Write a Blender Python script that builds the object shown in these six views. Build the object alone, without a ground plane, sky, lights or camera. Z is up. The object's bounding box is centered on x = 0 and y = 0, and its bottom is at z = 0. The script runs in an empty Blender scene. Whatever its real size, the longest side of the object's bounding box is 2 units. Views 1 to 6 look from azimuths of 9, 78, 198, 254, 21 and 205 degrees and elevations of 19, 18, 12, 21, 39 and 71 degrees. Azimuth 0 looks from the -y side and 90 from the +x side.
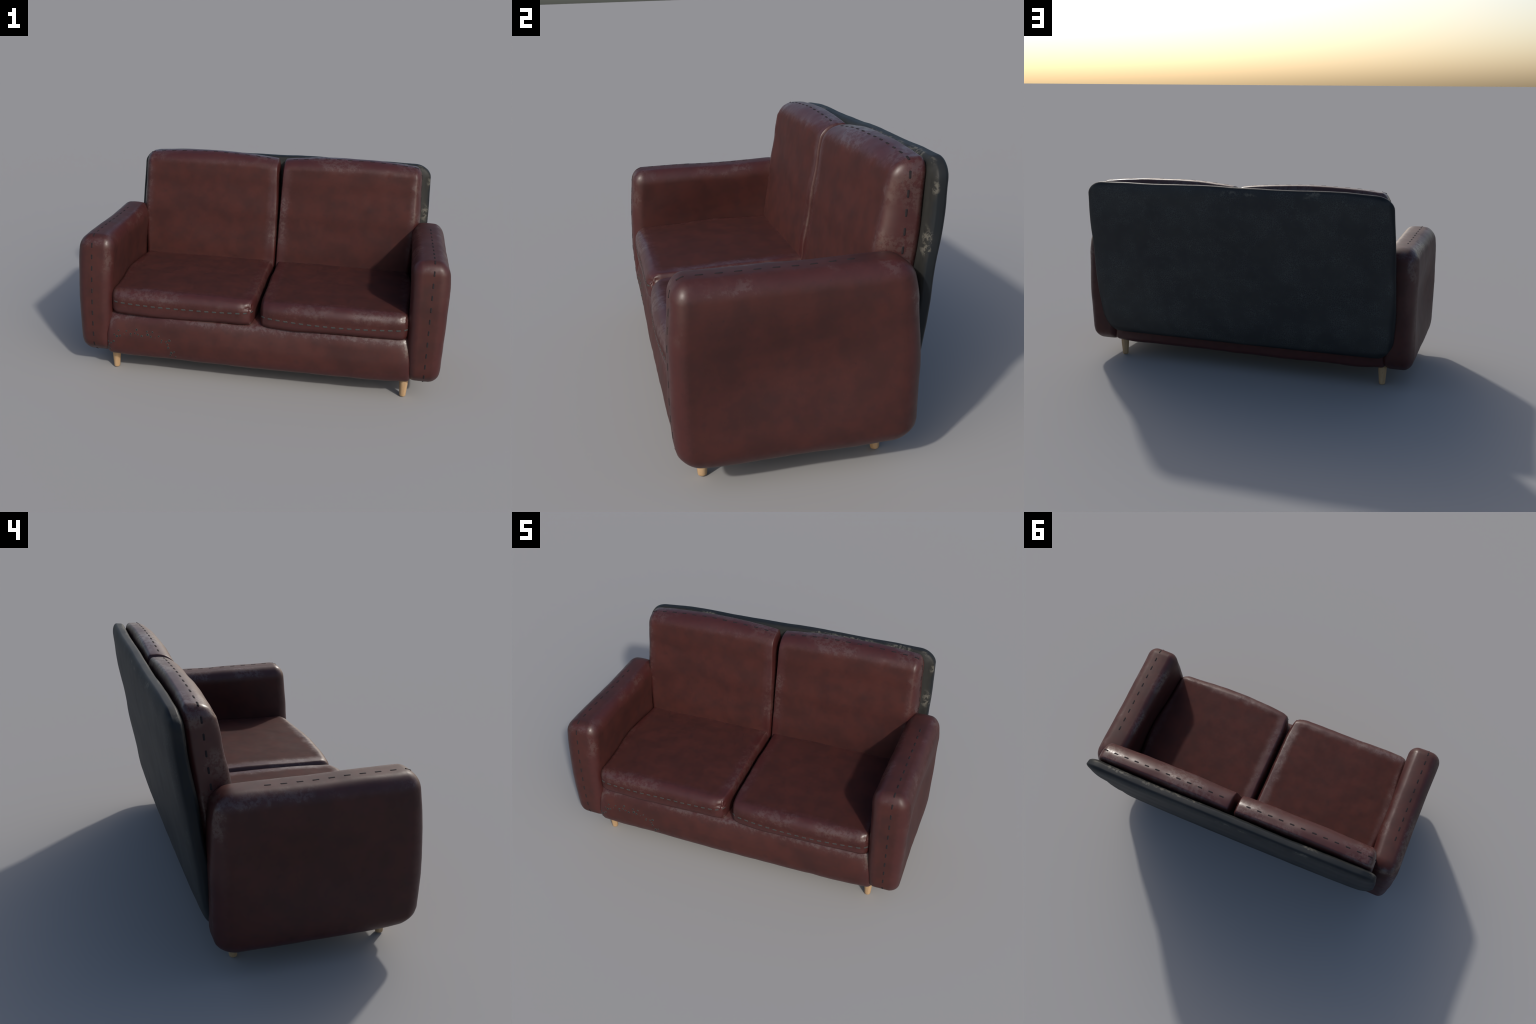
import bpy, bmesh, math, random
from mathutils import Vector, Matrix, Quaternion, noise
from mathutils.bvhtree import BVHTree

random.seed(7)
SCN = bpy.context.scene.collection


# ------------------------------------------------------------------ helpers
def lerp(a, b, t):
    return a + (b - a) * t


def smooth(a, b, x):
    t = min(1.0, max(0.0, (x - a) / (b - a)))
    return t * t * (3 - 2 * t)


def curve(points, x):
    """Smooth interpolation through (x, y) control points."""
    if x <= points[0][0]:
        return points[0][1]
    for (x0, y0), (x1, y1) in zip(points, points[1:]):
        if x <= x1:
            t = (x - x0) / (x1 - x0)
            return lerp(y0, y1, t * t * (3 - 2 * t) * 0.5 + t * 0.5)
    return points[-1][1]


def axis_stops(half, radius, flat_step, arc_n):
    """Grid stops along one axis of a rounded box: dense in the rounded ends."""
    arc = [half - radius + radius * math.tan(math.pi / 4 * i / arc_n) for i in range(arc_n + 1)]
    n = max(2, int(round(2 * (half - radius) / flat_step)))
    inner = [-(half - radius) + 2 * (half - radius) * i / n for i in range(1, n)]
    return [-a for a in reversed(arc)] + inner + arc


def soft_box(half, radius, step=0.022, arc_n=7):
    """bmesh of a box with elliptic rounded edges; one grid per side."""
    stops = [axis_stops(half[i], radius[i], step, arc_n) for i in range(3)]
    bm = bmesh.new()
    cache = {}

    def vert(p):
        key = tuple(round(c, 6) for c in p)
        if key in cache:
            return cache[key]
        core = [max(-(half[i] - radius[i]), min(half[i] - radius[i], p[i])) for i in range(3)]
        d = [(p[i] - core[i]) / radius[i] for i in range(3)]
        ln = math.sqrt(sum(c * c for c in d))
        q = [core[i] + radius[i] * d[i] / ln if ln > 1e-9 else core[i] for i in range(3)]
        cache[key] = bm.verts.new(q)
        return cache[key]

    for ax in range(3):
        u, w = (ax + 1) % 3, (ax + 2) % 3
        for sign in (-1, 1):
            for i in range(len(stops[u]) - 1):
                for j in range(len(stops[w]) - 1):
                    quad = []
                    for a, b in ((i, j), (i + 1, j), (i + 1, j + 1), (i, j + 1)):
                        p = [0, 0, 0]
                        p[ax] = sign * half[ax]
                        p[u] = stops[u][a]
                        p[w] = stops[w][b]
                        quad.append(vert(p))
                    if sign < 0:
                        quad.reverse()
                    if len(set(quad)) == 4:
                        bm.faces.new(quad)
    return bm


def tighten(c, half, radius, low, high):
    """Squeeze the rounded zone at either end of an axis; returns the place as -1..1."""
    flat = half - radius
    lo, hi = flat + radius * low, flat + radius * high
    if c < -flat:
        c = -flat + (c + flat) * low
    elif c > flat:
        c = flat + (c - flat) * high
    return 2 * (c + lo) / (lo + hi) - 1


def lumps(p, seed, amount, scale):
    q = Vector(p) * scale + Vector((seed * 3.7, seed * 1.3, seed * 5.1))
    return amount * (noise.noise(q) + 0.5 * noise.noise(q * 2.3))


def make_part(name, bm, deform, seed, lump, origin, parent, material, crumples=(), lump_scale=5.0):
    """Deform a soft box into world space, add gentle lumps, and make the object."""
    for v in bm.verts:
        v.co = Vector(deform(v.co.copy()))
    bm.normal_update()
    moves = [v.normal * (lumps(v.co, seed, lump, lump_scale) + lumps(v.co, seed + 9, lump * 0.25, lump_scale * 4))
             for v in bm.verts]
    for v, m in zip(bm.verts, moves):
        v.co += m
    for centre, size, depth in crumples:                       # small torn or dented corners
        for v in bm.verts:
            d = (v.co - Vector(centre)).length / size
            if d < 2:
                v.co -= v.normal * depth * math.exp(-d * d) * (0.6 + 1.4 * noise.noise(v.co * 60))
    bmesh.ops.recalc_face_normals(bm, faces=bm.faces)
    o = Vector(origin)
    tree = BVHTree.FromBMesh(bm)
    for v in bm.verts:
        v.co -= o
    me = bpy.data.meshes.new(name)
    bm.to_mesh(me)
    bm.free()
    for p in me.polygons:
        p.use_smooth = True
    me.materials.append(material)
    ob = bpy.data.objects.new(name, me)
    ob.parent = parent
    ob.location = o - (parent.location if parent else Vector())
    SCN.objects.link(ob)
    return ob, tree


# ---------------------------------------------------------------- materials
class Nodes:
    def __init__(self, name, seed=0.0):
        self.mat = bpy.data.materials.new(name)
        self.mat.use_nodes = True
        self.t = self.mat.node_tree
        self.bsdf = self.t.nodes['Principled BSDF']
        self.tc = self.t.nodes.new('ShaderNodeTexCoord')
        shift = self.t.nodes.new('ShaderNodeVectorMath')        # other patches on every part
        shift.inputs[1].default_value = (seed * 1.7, seed * -2.3, seed * 3.1)
        self.t.links.new(self.tc.outputs['Object'], shift.inputs[0])
        self.place = shift.outputs[0]

    def link(self, a, b):
        self.t.links.new(a, b)

    def put(self, socket, val):
        if isinstance(val, (int, float)):
            socket.default_value = val
        elif isinstance(val, (tuple, list)):
            socket.default_value = tuple(val) + ((1,) if len(val) == 3 and socket.type == 'RGBA' else ())
        else:
            self.link(val, socket)

    def math(self, op, a, b=0.0, c=None, clamp=False):
        n = self.t.nodes.new('ShaderNodeMath')
        n.operation = op
        n.use_clamp = clamp
        self.put(n.inputs[0], a)
        self.put(n.inputs[1], b)
        if c is not None:
            self.put(n.inputs[2], c)
        return n.outputs[0]

    def noise(self, scale, detail=4.0, rough=0.55, coord=None, stretch=None, dist=0.0):
        n = self.t.nodes.new('ShaderNodeTexNoise')
        n.inputs['Scale'].default_value = scale
        n.inputs['Detail'].default_value = detail
        n.inputs['Roughness'].default_value = rough
        n.inputs['Distortion'].default_value = dist
        src = coord or self.place
        if stretch:
            m = self.t.nodes.new('ShaderNodeMapping')
            m.inputs['Scale'].default_value = stretch
            self.link(src, m.inputs['Vector'])
            src = m.outputs[0]
        self.link(src, n.inputs['Vector'])
        return n.outputs[0]

    def voronoi(self, scale, feature='F1'):
        n = self.t.nodes.new('ShaderNodeTexVoronoi')
        n.feature = feature
        n.inputs['Scale'].default_value = scale
        self.link(self.place, n.inputs['Vector'])
        return n.outputs['Distance']

    def step(self, x, lo, hi, a=0.0, b=1.0):
        n = self.t.nodes.new('ShaderNodeMapRange')
        n.interpolation_type = 'SMOOTHSTEP'
        self.put(n.inputs[0], x)
        n.inputs[1].default_value = lo
        n.inputs[2].default_value = hi
        n.inputs[3].default_value = a
        n.inputs[4].default_value = b
        return n.outputs[0]

    def mix(self, fac, a, b):
        n = self.t.nodes.new('ShaderNodeMix')
        n.data_type = 'RGBA'
        self.put(n.inputs[0], fac)
        self.put(n.inputs[6], a)
        self.put(n.inputs[7], b)
        return n.outputs[2]

    def bump(self, height, strength, dist, prev=None):
        n = self.t.nodes.new('ShaderNodeBump')
        n.inputs['Strength'].default_value = strength
        n.inputs['Distance'].default_value = dist
        self.link(height, n.inputs['Height'])
        if prev is not None:
            self.link(prev, n.inputs['Normal'])
        return n.outputs[0]

    def edge_distance(self, half, perimeter=False):
        """Metres to the nearest edge of the part's bounding box (0 on an edge)."""
        sep = self.t.nodes.new('ShaderNodeSeparateXYZ')
        self.link(self.tc.outputs['Generated'], sep.inputs[0])
        d = []
        for i in range(3):
            s = self.math('ABSOLUTE', self.math('MULTIPLY_ADD', sep.outputs[i], 2.0, -1.0))
            d.append(self.math('MULTIPLY', self.math('SUBTRACT', 1.0, s), half[i]))
        if perimeter:                                          # leaning slabs: sides and top only
            return self.math('MINIMUM', d[0], d[2])
        total = self.math('ADD', self.math('ADD', d[0], d[1]), d[2])
        lo = self.math('MINIMUM', self.math('MINIMUM', d[0], d[1]), d[2])
        hi = self.math('MAXIMUM', self.math('MAXIMUM', d[0], d[1]), d[2])
        return self.math('SUBTRACT', self.math('SUBTRACT', total, lo), hi)


def leather(name, half, rounding, seed, wear=1.0, perimeter=False, worn_above=0.0, spread=0.46, dull=0.80, shine=0.20):
    """Oxblood leather: dull brown panels, glossy rolled edges tinted burgundy for reflected sky, pale scuffs."""
    n = Nodes(name, seed)
    edge = n.edge_distance(half, perimeter)
    sep = n.t.nodes.new('ShaderNodeSeparateXYZ')
    n.link(n.tc.outputs['Generated'], sep.inputs[0])
    cloud = n.noise(9.0, 6.0, 0.62)
    ragged = n.noise(22.0, 6.0, 0.7)
    fine = n.noise(160.0, 3.0, 0.6)
    speck = n.noise(75.0, 2.0, 0.5)
    brown = n.mix(n.step(cloud, 0.32, 0.68), (0.039, 0.0120, 0.0106), (0.056, 0.0152, 0.0124))
    brown = n.mix(n.step(n.noise(20.0, 5.0, 0.65), 0.52, 0.72, 0.0, 0.45), brown, (0.030, 0.0118, 0.0122))
    rolled = n.mix(n.step(ragged, 0.35, 0.7), (0.053, 0.0128, 0.0122), (0.044, 0.0105, 0.0110))  # burgundy cast of the sky's reflection, mixed into the edge colour
    rim = n.math('ADD', edge, n.math('MULTIPLY_ADD', ragged, 0.05, -0.025))
    on_edge = n.step(rim, rounding * 1.35, rounding * 0.55)
    col = n.mix(n.math('MULTIPLY', on_edge, 0.75), brown, rolled)
    # scuffs: ragged pale patches where the leather has been rubbed
    where = n.step(n.noise(4.5, 2.0, 0.5), spread, spread + 0.12)
    band = n.step(n.math('ADD', edge, n.math('MULTIPLY_ADD', ragged, 0.10, -0.05)), rounding * 1.0, rounding * 0.6)
    scuff = n.math('MULTIPLY', n.math('MULTIPLY', band, where), n.step(n.noise(42.0, 6.0, 0.72), 0.42, 0.56))
    scuff = n.math('MULTIPLY', scuff, n.math('MULTIPLY', n.step(sep.outputs[2], worn_above - 0.08, worn_above + 0.04), wear))
    col = n.mix(scuff, col, (0.066, 0.033, 0.029))
    dots = n.step(speck, 0.70, 0.76, 0.0, 0.6)
    col = n.mix(dots, col, (0.026, 0.009, 0.010))
    col = n.mix(n.step(fine, 0.55, 0.8, 0.0, 0.25), col, (0.080, 0.023, 0.020))
    n.put(n.bsdf.inputs['Base Color'], col)
    # flat panels are dull, rolled edges polished, scuffs rubbed to a shine
    r = n.math('MULTIPLY_ADD', on_edge, 0.40 - dull, dull)
    r = n.math('MULTIPLY_ADD', ragged, 0.14, n.math('ADD', r, -0.07))
    n.put(n.bsdf.inputs['Roughness'], n.math('MULTIPLY_ADD', scuff, -0.10, r))
    g = n.math('MULTIPLY_ADD', on_edge, 0.45 - shine, shine)
    n.put(n.bsdf.inputs['Specular IOR Level'], n.math('MULTIPLY_ADD', scuff, 0.30, g))
    b = n.bump(n.voronoi(330.0), 0.04, 0.0012)
    b = n.bump(ragged, 0.05, 0.003, b)
    b = n.bump(scuff, -0.30, 0.0015, b)
    n.link(b, n.bsdf.inputs['Normal'])
    return n.mat


def painted_panel(name, half):
    """Blue-black back cloth over a board: net of fine cracks, chipped pale rim."""
    n = Nodes(name)
    edge = n.edge_distance(half, True)
    sep = n.t.nodes.new('ShaderNodeSeparateXYZ')
    n.link(n.tc.outputs['Object'], sep.inputs[0])
    # depth through the leaning board: 0 on the back face, -0.09 on the front one
    depth = n.math('ADD', n.math('MULTIPLY_ADD', sep.outputs[2], -0.137, 0.006), sep.outputs[1])
    cloud = n.noise(3.0, 5.0, 0.6)
    ragged = n.noise(26.0, 6.0, 0.7)
    col = n.mix(n.step(cloud, 0.3, 0.7), (0.0215, 0.0230, 0.0250), (0.0310, 0.0330, 0.0330))
    net = n.step(n.voronoi(95.0, 'DISTANCE_TO_EDGE'), 0.12, 0.0, 0.0, 0.6)
    col = n.mix(n.math('MULTIPLY', net, n.step(n.noise(9.0), 0.35, 0.65)), col, (0.062, 0.069, 0.069))
    rim = n.step(n.math('ADD', edge, n.math('MULTIPLY_ADD', ragged, 0.03, -0.015)), 0.05, 0.03)
    rim = n.math('MULTIPLY', rim, n.step(depth, -0.012, -0.024))
    front = n.step(n.math('MULTIPLY_ADD', ragged, 0.014, depth), -0.050, -0.062)
    col = n.mix(rim, col, n.mix(n.step(cloud, 0.4, 0.6), (0.012, 0.015, 0.018), (0.018, 0.020, 0.022)))
    col = n.mix(front, col, (0.0225, 0.0228, 0.0215))
    # chips run along the front crease of the board and along its upper rear edge
    jag = n.math('MULTIPLY_ADD', ragged, 0.050, -0.025)
    crease = n.step(n.math('ABSOLUTE', n.math('ADD', n.math('ADD', depth, 0.062), jag)), 0.013, 0.006)
    rear = n.step(n.math('ABSOLUTE', n.math('ADD', n.math('ADD', depth, 0.012), jag)), 0.010, 0.004)
    near = n.math('MULTIPLY', n.step(edge, 0.055, 0.035), n.step(sep.outputs[2], 0.35, 0.5))
    near = n.math('MULTIPLY', near, n.step(sep.outputs[0], -0.89, -0.84))
    some = n.step(n.noise(6.0, 2.0), 0.50, 0.58)
    other = n.step(n.noise(4.0, 2.0, stretch=(1.0, 1.0, 1.7)), 0.52, 0.60)
    spots = n.step(n.noise(38.0, 5.0, 0.75), 0.46, 0.53)
    chip = n.math('MAXIMUM', n.math('MULTIPLY', crease, some), n.math('MULTIPLY', n.math('MULTIPLY', rear, other), n.step(sep.outputs[2], 0.82, 0.86)))
    chip = n.math('MULTIPLY', n.math('MULTIPLY', chip, spots), near)
    col = n.mix(chip, col, (0.092, 0.088, 0.075))
    n.put(n.bsdf.inputs['Base Color'], col)
    n.put(n.bsdf.inputs['Roughness'], n.math('MULTIPLY_ADD', rim, -0.16, 0.66))
    n.put(n.bsdf.inputs['Specular IOR Level'], n.math('MULTIPLY_ADD', rim, -0.14, 0.30))
    b = n.bump(n.voronoi(95.0, 'DISTANCE_TO_EDGE'), 0.12, 0.001)
    b = n.bump(ragged, 0.15, 0.003, b)
    n.link(b, n.bsdf.inputs['Normal'])
    return n.mat


def thread(name, colour):
    n = Nodes(name)
    c = n.mix(n.step(n.noise(300.0), 0.35, 0.65), colour, tuple(k * 0.7 for k in colour))
    n.put(n.bsdf.inputs['Base Color'], c)
    n.bsdf.inputs['Roughness'].default_value = 0.8
    n.bsdf.inputs['Specular IOR Level'].default_value = 0.2
    return n.mat


def pale_wood():
    n = Nodes('pale_wood')
    grain = n.noise(60.0, 5.0, 0.6, stretch=(1.0, 1.0, 0.12))
    c = n.mix(n.step(grain, 0.35, 0.65), (0.37, 0.235, 0.120), (0.45, 0.30, 0.165))
    c = n.mix(n.step(n.noise(120.0, 3.0), 0.60, 0.72, 0.0, 0.6), c, (0.24, 0.145, 0.075))
    n.put(n.bsdf.inputs['Base Color'], c)
    n.bsdf.inputs['Roughness'].default_value = 0.6
    n.link(n.bump(grain, 0.15, 0.001), n.bsdf.inputs['Normal'])
    return n.mat


def plain(name, colour, rough):
    n = Nodes(name)
    c = n.mix(n.step(n.noise(200.0), 0.3, 0.7), colour, tuple(k * 0.75 for k in colour))
    n.put(n.bsdf.inputs['Base Color'], c)
    n.bsdf.inputs['Roughness'].default_value = rough
    return n.mat


DARK_THREAD = thread('dark_thread', (0.022, 0.0165, 0.0185))
PALE_THREAD = thread('pale_thread', (0.058, 0.058, 0.056))
WOOD = pale_wood()

# --------------------------------------------------------------------- sofa
sofa = bpy.data.objects.new('sofa', None)
sofa['label'] = 'worn oxblood leather two-seat sofa with black back panel'
sofa['category'] = 'sofa'
SCN.objects.link(sofa)

# ---- base box under the seats
BASE_HALF = (0.840, 0.400, 0.130)


def base_shape(p):
    x, y, z = p
    s, w = x / BASE_HALF[0], z / BASE_HALF[2]
    b = smooth(-0.1, 1, y / BASE_HALF[1])                      # 1 at the back
    front = curve([(-1, -0.474), (-0.6, -0.494), (-0.1, -0.499), (0.35, -0.490), (0.75, -0.472), (1, -0.44)], w)
    front += 0.008 * math.sin(x * 7.0 + 1.0) * smooth(0.0, 0.9, w)
    front -= 0.006 * (1 - s * s)                               # slack bulge, fullest at the centre
    # the cover pulls in at the end next to each arm
    front += (0.016 if s > 0 else 0.004) * smooth(0.93, 1.0, abs(s)) * smooth(-0.3, 0.8, w)
    back = curve([(-1, 0.335), (0, 0.350), (1, 0.350)], w)
    t = (y / BASE_HALF[1] + 1) / 2
    yy = lerp(front, back, t)
    low = lerp(0.102, 0.106, b) + 0.008 * smooth(0.8, 1.0, abs(s))
    zz = lerp(low, 0.380, (w + 1) / 2)
    return (x, yy, zz)


base, base_tree = make_part(
    'seat_base', soft_box(BASE_HALF, (0.03, 0.030, 0.026), 0.02, 6), base_shape, 1, 0.0035,
    (0, 0, 0.10), sofa, leather('base_leather', (0.83, 0.40, 0.137), 0.060, 1.0, 1.0, False, 0.6, 0.36, 0.60, 0.30))


# ---- arms
ARM_HALF = (0.098, 0.430, 0.345)
ARM_R = (0.064, 0.085, 0.080)


def arm_shape(side):
    def f(p):
        u = tighten(p.x, ARM_HALF[0], ARM_R[0], 0.72, 0.78)
        v = tighten(p.y, ARM_HALF[1], ARM_R[1], 0.68, 0.95)
        w = tighten(p.z, ARM_HALF[2], ARM_R[2], 0.75, 0.75)
        zz = (w + 1) / 2
        z = lerp(0.104, 0.785, zz)
        # front and back faces bow, and tuck in towards the bottom
        front = curve([(0, -0.474), (0.12, -0.502), (0.35, -0.507), (0.65, -0.500), (1.0, -0.478)], zz)
        back = curve([(0, 0.345), (0.12, 0.366), (0.5, 0.372), (0.8, 0.364), (1.0, 0.345)], zz)
        y = lerp(front, back, (v + 1) / 2)
        inner = curve([(0, 0.815), (0.4, 0.804), (1.0, 0.794)], zz)
        inner += 0.018 * smooth(0.2, 1.0, v) * zz               # narrower at the rear top
        inner += 0.034 * math.exp(-((v - 0.10) / 0.60) ** 2 - ((zz - 0.56) / 0.30) ** 2)
        outer = curve([(0, 0.982), (0.15, 0.994), (0.5, 1.003), (0.8, 1.001), (1.0, 0.990)], zz)
        # both faces are hollow in the middle, like a slack cushion
        outer -= 0.043 * math.exp(-(abs(v) / 0.70) ** 3 - ((zz - 0.50) / 0.26) ** 2)
        x = lerp(inner, outer, (u + 1) / 2)
        z -= 0.004 * math.exp(-((v - 0.1) / 0.4) ** 2) * smooth(0.6, 1.0, zz)
        z += 0.010 * smooth(-0.6, -1.0, v) * (1 - zz) ** 3 + 0.012 * (1 - u * u) * smooth(0.8, 1.0, zz)
        return (side * x, y, z)
    return f


arms = []
for side in (1, -1):
    ob, tree = make_part(
        'armrest', soft_box(ARM_HALF, ARM_R, 0.022, 7), arm_shape(side), 3 + side, 0.0025,
        (side * 0.9, 0, 0.12), sofa, leather('arm_leather', (0.100, 0.435, 0.345), 0.055, 2.0 + side, 0.8, False, 0.75, 0.44, 0.56, 0.32))
    arms.append((ob, tree, side))


# ---- seat cushions
SEAT_HALF = (0.400, 0.370, 0.075)


SEAT_R = (0.040, 0.058, 0.052)


def seat_shape(side):
    def f(p):
        k = tighten(p.x * side, SEAT_HALF[0], SEAT_R[0], 0.55, 0.8)   # 1 at the arm, -1 at the gap
        v = tighten(p.y, SEAT_HALF[1], SEAT_R[1], 0.85, 1.0)
        w = tighten(p.z, SEAT_HALF[2], SEAT_R[2], 0.7, 0.95)
        ww = (w + 1) / 2
        top = 0.505 - 0.004 * smooth(0.5, -1.0, v) - 0.008 * smooth(-0.5, -1.0, k) * smooth(0.2, -1, v)
        top += 0.006 * (1 - k * k) * (1 - v * v)
        low = 0.350 + 0.005 * math.sin(k * 4 * side + side)
        z = lerp(low, top, ww)
        gap = 0.009 + 0.010 * smooth(-0.6, -1.0, v)
        x = lerp(gap, 0.814 + 0.028 * math.exp(-((v - 0.10) / 0.55) ** 2), (k + 1) / 2)
        front = -0.490 - 0.010 * (1 - k * k) + 0.014 * smooth(0.85, 1.0, abs(k)) - 0.004 * math.sin(k * 3 * side + side * 2)
        y = lerp(front, 0.27, (v + 1) / 2)
        return (side * x, y, z)
    return f


seats = []
for side in (1, -1):
    ob, tree = make_part(
        'seat_cushion', soft_box(SEAT_HALF, SEAT_R, 0.012, 9), seat_shape(side), 12 + side, 0.003,
        (side * 0.41, 0, 0.35), sofa, leather('seat_leather', (0.400, 0.375, 0.075), 0.065, 5.5 + side, 0.65, False, 0.45, 0.44),
        [((-0.045, -0.475, 0.455), 0.030, 0.010)] if side < 0 else [((0.79, -0.475, 0.475), 0.018, 0.006)])
    seats.append((ob, tree, side))


# ---- back cushions
BACK_HALF = (0.415, 0.070, 0.345)


BACK_R = (0.050, 0.062, 0.070)


def back_shape(side):
    def f(p):
        k = tighten(p.x * side, BACK_HALF[0], BACK_R[0], 0.25, 0.8)   # crisp at the gap, full at the arm
        v = tighten(p.y, BACK_HALF[1], BACK_R[1], 1.0, 0.36)
        w = tighten(p.z, BACK_HALF[2], BACK_R[2], 0.8, 0.85)
        ww = (w + 1) / 2
        crown = 0.026 * (1 - abs(k) ** 2.2) * ww ** 3
        z = lerp(0.420, 1.100, ww) + crown
        front = curve([(0, 0.188), (0.15, 0.206), (0.5, 0.247), (0.8, 0.285), (1.0, 0.312)], ww)
        back = lerp(0.365, 0.440, ww)
        front -= 0.006 * (1 - k * k) * (1 - w * w)
        y = lerp(front, back, (v + 1) / 2)
        gap = lerp(-0.001, 0.014, ww ** 3)
        outer = curve([(0, 0.826), (0.5, 0.850), (1.0, 0.843)], ww)
        x = lerp(gap, outer, (k + 1) / 2)
        return (side * x, y, z)
    return f


backs = []
for side in (1, -1):
    ob, tree = make_part(
        'back_cushion', soft_box(BACK_HALF, BACK_R, 0.014, 9), back_shape(side), 22 + side, 0.003,
        (side * 0.42, 0.3, 0.45), sofa, leather('back_leather', (0.415, 0.13, 0.355), 0.060, 8.3 + side, 0.75, True, 0.3, 0.44, 0.72, 0.22),
        [((-0.80, 0.315, 1.065), 0.018, 0.007)] if side < 0 else [])
    backs.append((ob, tree, side))

# ---- black back panel
PANEL_HALF = (0.895, 0.036, 0.463)
PANEL_R = (0.095, 0.026, 0.110)
PANEL_BACK = [(0.18, 0.388), (0.35, 0.416), (0.65, 0.461), (0.95, 0.503), (1.11, 0.514)]


def panel_shape(p):
    x, y, z = p
    s, v = x / PANEL_HALF[0], y / PANEL_HALF[1]
    w = tighten(z, PANEL_HALF[2], PANEL_R[2], 1.0, 0.62)         # fuller lower corners
    ww = (w + 1) / 2
    bevel = (1 - v) / 2                                        # the front side is smaller
    zz = lerp(0.180, 1.100, ww) + 0.012 * (1 - abs(s) ** 3) * smooth(0.4, 1, ww)
    zz -= 0.004 * math.exp(-(s / 0.12) ** 2) * smooth(0.6, 1, ww)
    back = curve(PANEL_BACK, zz) - 0.012 * s ** 4
    y = lerp(back - 0.076, back, (v + 1) / 2)
    xx = s * curve([(0, 0.884), (0.3, 0.904), (0.7, 0.901), (1.0, 0.892)], ww)
    zz += 0.003 * math.sin(x * 9.0 + 0.6) * smooth(0.7, 1, ww)
    return (xx * (1 - 0.010 * bevel) + 0.007 * ww, y, zz - 0.006 * bevel * smooth(0.7, 1, ww))


panel, panel_tree = make_part(
    'back_panel', soft_box(PANEL_HALF, PANEL_R, 0.025, 8), panel_shape, 31, 0.0018,
    (0, 0.4, 0.2), sofa, painted_panel('panel_paint', (0.90, 0.105, 0.465)))

# ---- legs
def leg_mesh():
    bm = bmesh.new()
    profile = [(0.0, 0.0), (0.0125, 0.0), (0.0160, 0.002), (0.0175, 0.007), (0.0190, 0.03), (0.0225, 0.07), (0.026, 0.14), (0.0, 0.14)]
    rings = []
    for r, z in profile:
        rings.append([bm.verts.new((max(r, 1e-5) * math.cos(a), max(r, 1e-5) * math.sin(a), z))
                      for a in (2 * math.pi * i / 28 for i in range(28))])
    for a, b in zip(rings, rings[1:]):
        for i in range(28):
            bm.faces.new((a[i], a[(i + 1) % 28], b[(i + 1) % 28], b[i]))
    bmesh.ops.remove_doubles(bm, verts=bm.verts, dist=1e-4)
    bmesh.ops.recalc_face_normals(bm, faces=bm.faces)
    me = bpy.data.meshes.new('leg')
    bm.to_mesh(me)
    bm.free()
    for p in me.polygons:
        p.use_smooth = True
    me.materials.append(WOOD)
    return me


LEG = leg_mesh()
for x in (-0.811, 0.811):
    for y in (-0.401, 0.257):
        o = bpy.data.objects.new('leg', LEG)
        o.location = (x, y, 0)
        o.rotation_euler = (0, 0, x * 3 + y * 5)
        o.parent = sofa
        SCN.objects.link(o)


# ---------------------------------------------------------------- stitching
def stitch_mesh(length, width, mat):
    bm = soft_box((length / 2, width / 2, 0.0022), (width * 0.45, width * 0.45, 0.0018), length / 4, 3)
    me = bpy.data.meshes.new('stitch')
    bm.to_mesh(me)
    bm.free()
    for p in me.polygons:
        p.use_smooth = True
    me.materials.append(mat)
    return me


ARM_STITCH = stitch_mesh(0.028, 0.0086, DARK_THREAD)
SEAT_STITCH = stitch_mesh(0.0245, 0.0088, PALE_THREAD)


def resample(path, step):
    """Even steps along a polyline of (point, normal); returns (point, normal, tangent)."""
    out, need = [], step * 0.5
    for (a, na), (b, nb) in zip(path, path[1:]):
        seg = (b - a).length
        while seg > 1e-9 and need <= seg:
            t = need / seg
            out.append((a.lerp(b, t), na.lerp(nb, t).normalized(), (b - a).normalized()))
            need += step
        need -= seg
    return out


def sew(parent, path, step, mesh):
    for p, n, t in resample(path, step):
        b = n.cross(t).normalized()
        t = b.cross(n).normalized()
        o = bpy.data.objects.new('stitch', mesh)
        rot = Matrix((t, b, n)).transposed().to_quaternion()
        o.rotation_mode = 'QUATERNION'
        o.rotation_quaternion = rot
        o.parent = parent
        o.location = p - n * 0.0006 - parent.location
        SCN.objects.link(o)


def cast(tree, origin, direction):
    hit = tree.ray_cast(Vector(origin), Vector(direction).normalized())
    return (hit[0], hit[1]) if hit[0] is not None else None


# arms: a seam round the middle of the front, top and back
for ob, tree, side in arms:
    path = []
    for i in range(241):
        a = math.radians(-128 + 250 * i / 240)                  # front-bottom over the top to the back
        d = Vector((0, -math.cos(a), math.sin(a)))
        xm = 0.908
        c = Vector((side * xm, -0.06, 0.46))
        h = cast(tree, c + d * 2, -d)
        if h:
            path.append(h)
    sew(ob, path, 0.064, ARM_STITCH)

# seat cushions: a pale seam along the front, bending round both ends
for ob, tree, side in seats:
    path = []
    z = lambda t: (0.424 if side < 0 else 0.406) + 0.012 * (2 * t - 1) ** 2
    for i in range(121):
        t = i / 120
        a = math.radians(-25 + 50 * t)
        x = side * 0.41 + 0.385 * (2 * t - 1)
        h = cast(tree, (x, -0.9, z(t)), (0, 1, 0))
        if h:
            path.append(h)
    sew(ob, path, 0.0425, SEAT_STITCH)

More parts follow.
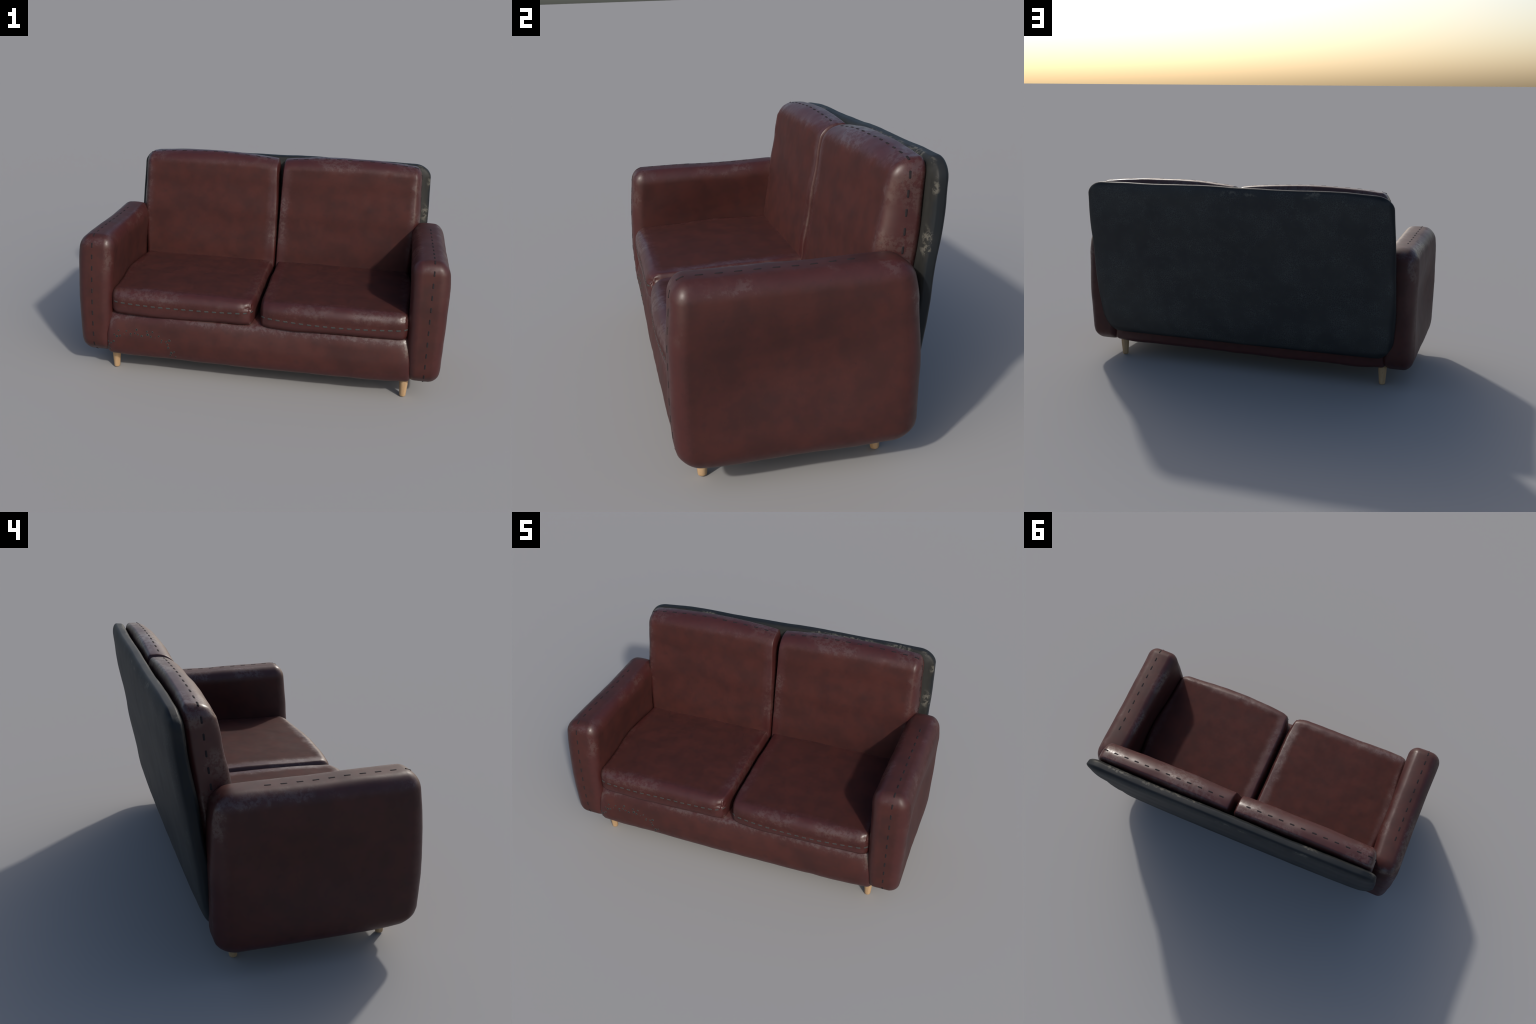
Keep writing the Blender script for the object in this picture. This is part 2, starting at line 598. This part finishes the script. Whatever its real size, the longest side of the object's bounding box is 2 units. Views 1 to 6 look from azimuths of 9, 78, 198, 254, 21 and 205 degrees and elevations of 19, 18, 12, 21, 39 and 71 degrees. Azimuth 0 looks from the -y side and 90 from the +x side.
# back cushions: a dark seam over the sides and top, towards the rear
for ob, tree, side in backs:
    path = []
    for i in range(241):
        a = math.radians(-75 + 250 * i / 240)
        d = Vector((side * math.cos(a), 0.10 * math.sin(a), math.sin(a)))
        c = Vector((side * 0.42, 0.335, 0.75))
        h = cast(tree, c + d * 2, -d)
        if h and h[0].z > 0.62 and side * h[0].x > 0.06:
            path.append(h)
    sew(ob, path, 0.066, ARM_STITCH)

# ------------------------------------------- peppering of small torn punctures
RIM = plain('torn_rim', (0.050, 0.053, 0.050), 0.8)
PIT = plain('hole_dark', (0.006, 0.008, 0.008), 0.9)


def puncture_mesh():
    bm = bmesh.new()
    n = 18
    prof = [(1.45, -0.25), (1.25, 0.22), (1.08, 0.20), (0.95, -0.02), (0.45, -0.10)]
    rings = []
    for r, z in prof:
        rings.append([bm.verts.new((r * math.cos(a), r * math.sin(a) * (1 + 0.12 * math.sin(2 * a)), z))
                      for a in (2 * math.pi * i / n for i in range(n))])
    for k, (a, b) in enumerate(zip(rings, rings[1:])):
        for i in range(n):
            f = bm.faces.new((a[i], a[(i + 1) % n], b[(i + 1) % n], b[i]))
            f.material_index = 0 if k < 2 else 1
    f = bm.faces.new(rings[-1])
    f.material_index = 1
    bmesh.ops.recalc_face_normals(bm, faces=bm.faces)
    me = bpy.data.meshes.new('puncture')
    bm.to_mesh(me)
    bm.free()
    for p in me.polygons:
        p.use_smooth = True
    me.materials.append(RIM)
    me.materials.append(PIT)
    return me


PUNCTURE = puncture_mesh()
HOLES = [  # x, z, radius in mm: an arch over the left front corner
    (-0.764, 0.266, 2.4), (-0.788, 0.242, 2.6), (-0.773, 0.233, 3.8), (-0.755, 0.237, 2.8), (-0.733, 0.249, 1.6),
    (-0.720, 0.267, 2.6), (-0.695, 0.253, 2.8), (-0.692, 0.241, 2.0), (-0.671, 0.259, 2.3), (-0.662, 0.279, 3.3),
    (-0.653, 0.253, 2.8), (-0.631, 0.247, 3.2), (-0.602, 0.275, 2.8), (-0.597, 0.257, 3.8), (-0.570, 0.275, 2.5),
    (-0.579, 0.249, 3.0), (-0.554, 0.245, 1.6), (-0.534, 0.255, 2.5), (-0.516, 0.233, 2.5), (-0.519, 0.222, 2.0),
    (-0.492, 0.228, 2.5), (-0.474, 0.236, 3.5), (-0.484, 0.212, 2.8), (-0.480, 0.192, 3.0), (-0.464, 0.161, 4.0),
    (-0.447, 0.168, 2.5), (-0.470, 0.144, 2.8), (-0.441, 0.137, 2.3), (-0.825, 0.196, 2.8), (-0.792, 0.201, 3.0),
    (-0.808, 0.189, 2.8), (-0.820, 0.178, 2.0), (-0.824, 0.156, 2.5), (-0.815, 0.151, 1.8)]
for x, z, r in HOLES:
    h = cast(base_tree, (x, -0.9, z), (0, 1, 0))
    if not h:
        continue
    p, nrm = h
    o = bpy.data.objects.new('puncture', PUNCTURE)
    o.rotation_mode = 'QUATERNION'
    q = Vector((0, 0, 1)).rotation_difference(nrm)
    spin = Quaternion((0, 0, 1), random.uniform(0, 6.28))
    o.rotation_quaternion = q @ spin
    o.scale = (r * 1.35e-3, r * 1.35e-3 * random.uniform(0.85, 1.2), 0.003)
    o.parent = base
    o.location = p + nrm * 0.0009 - base.location
    SCN.objects.link(o)
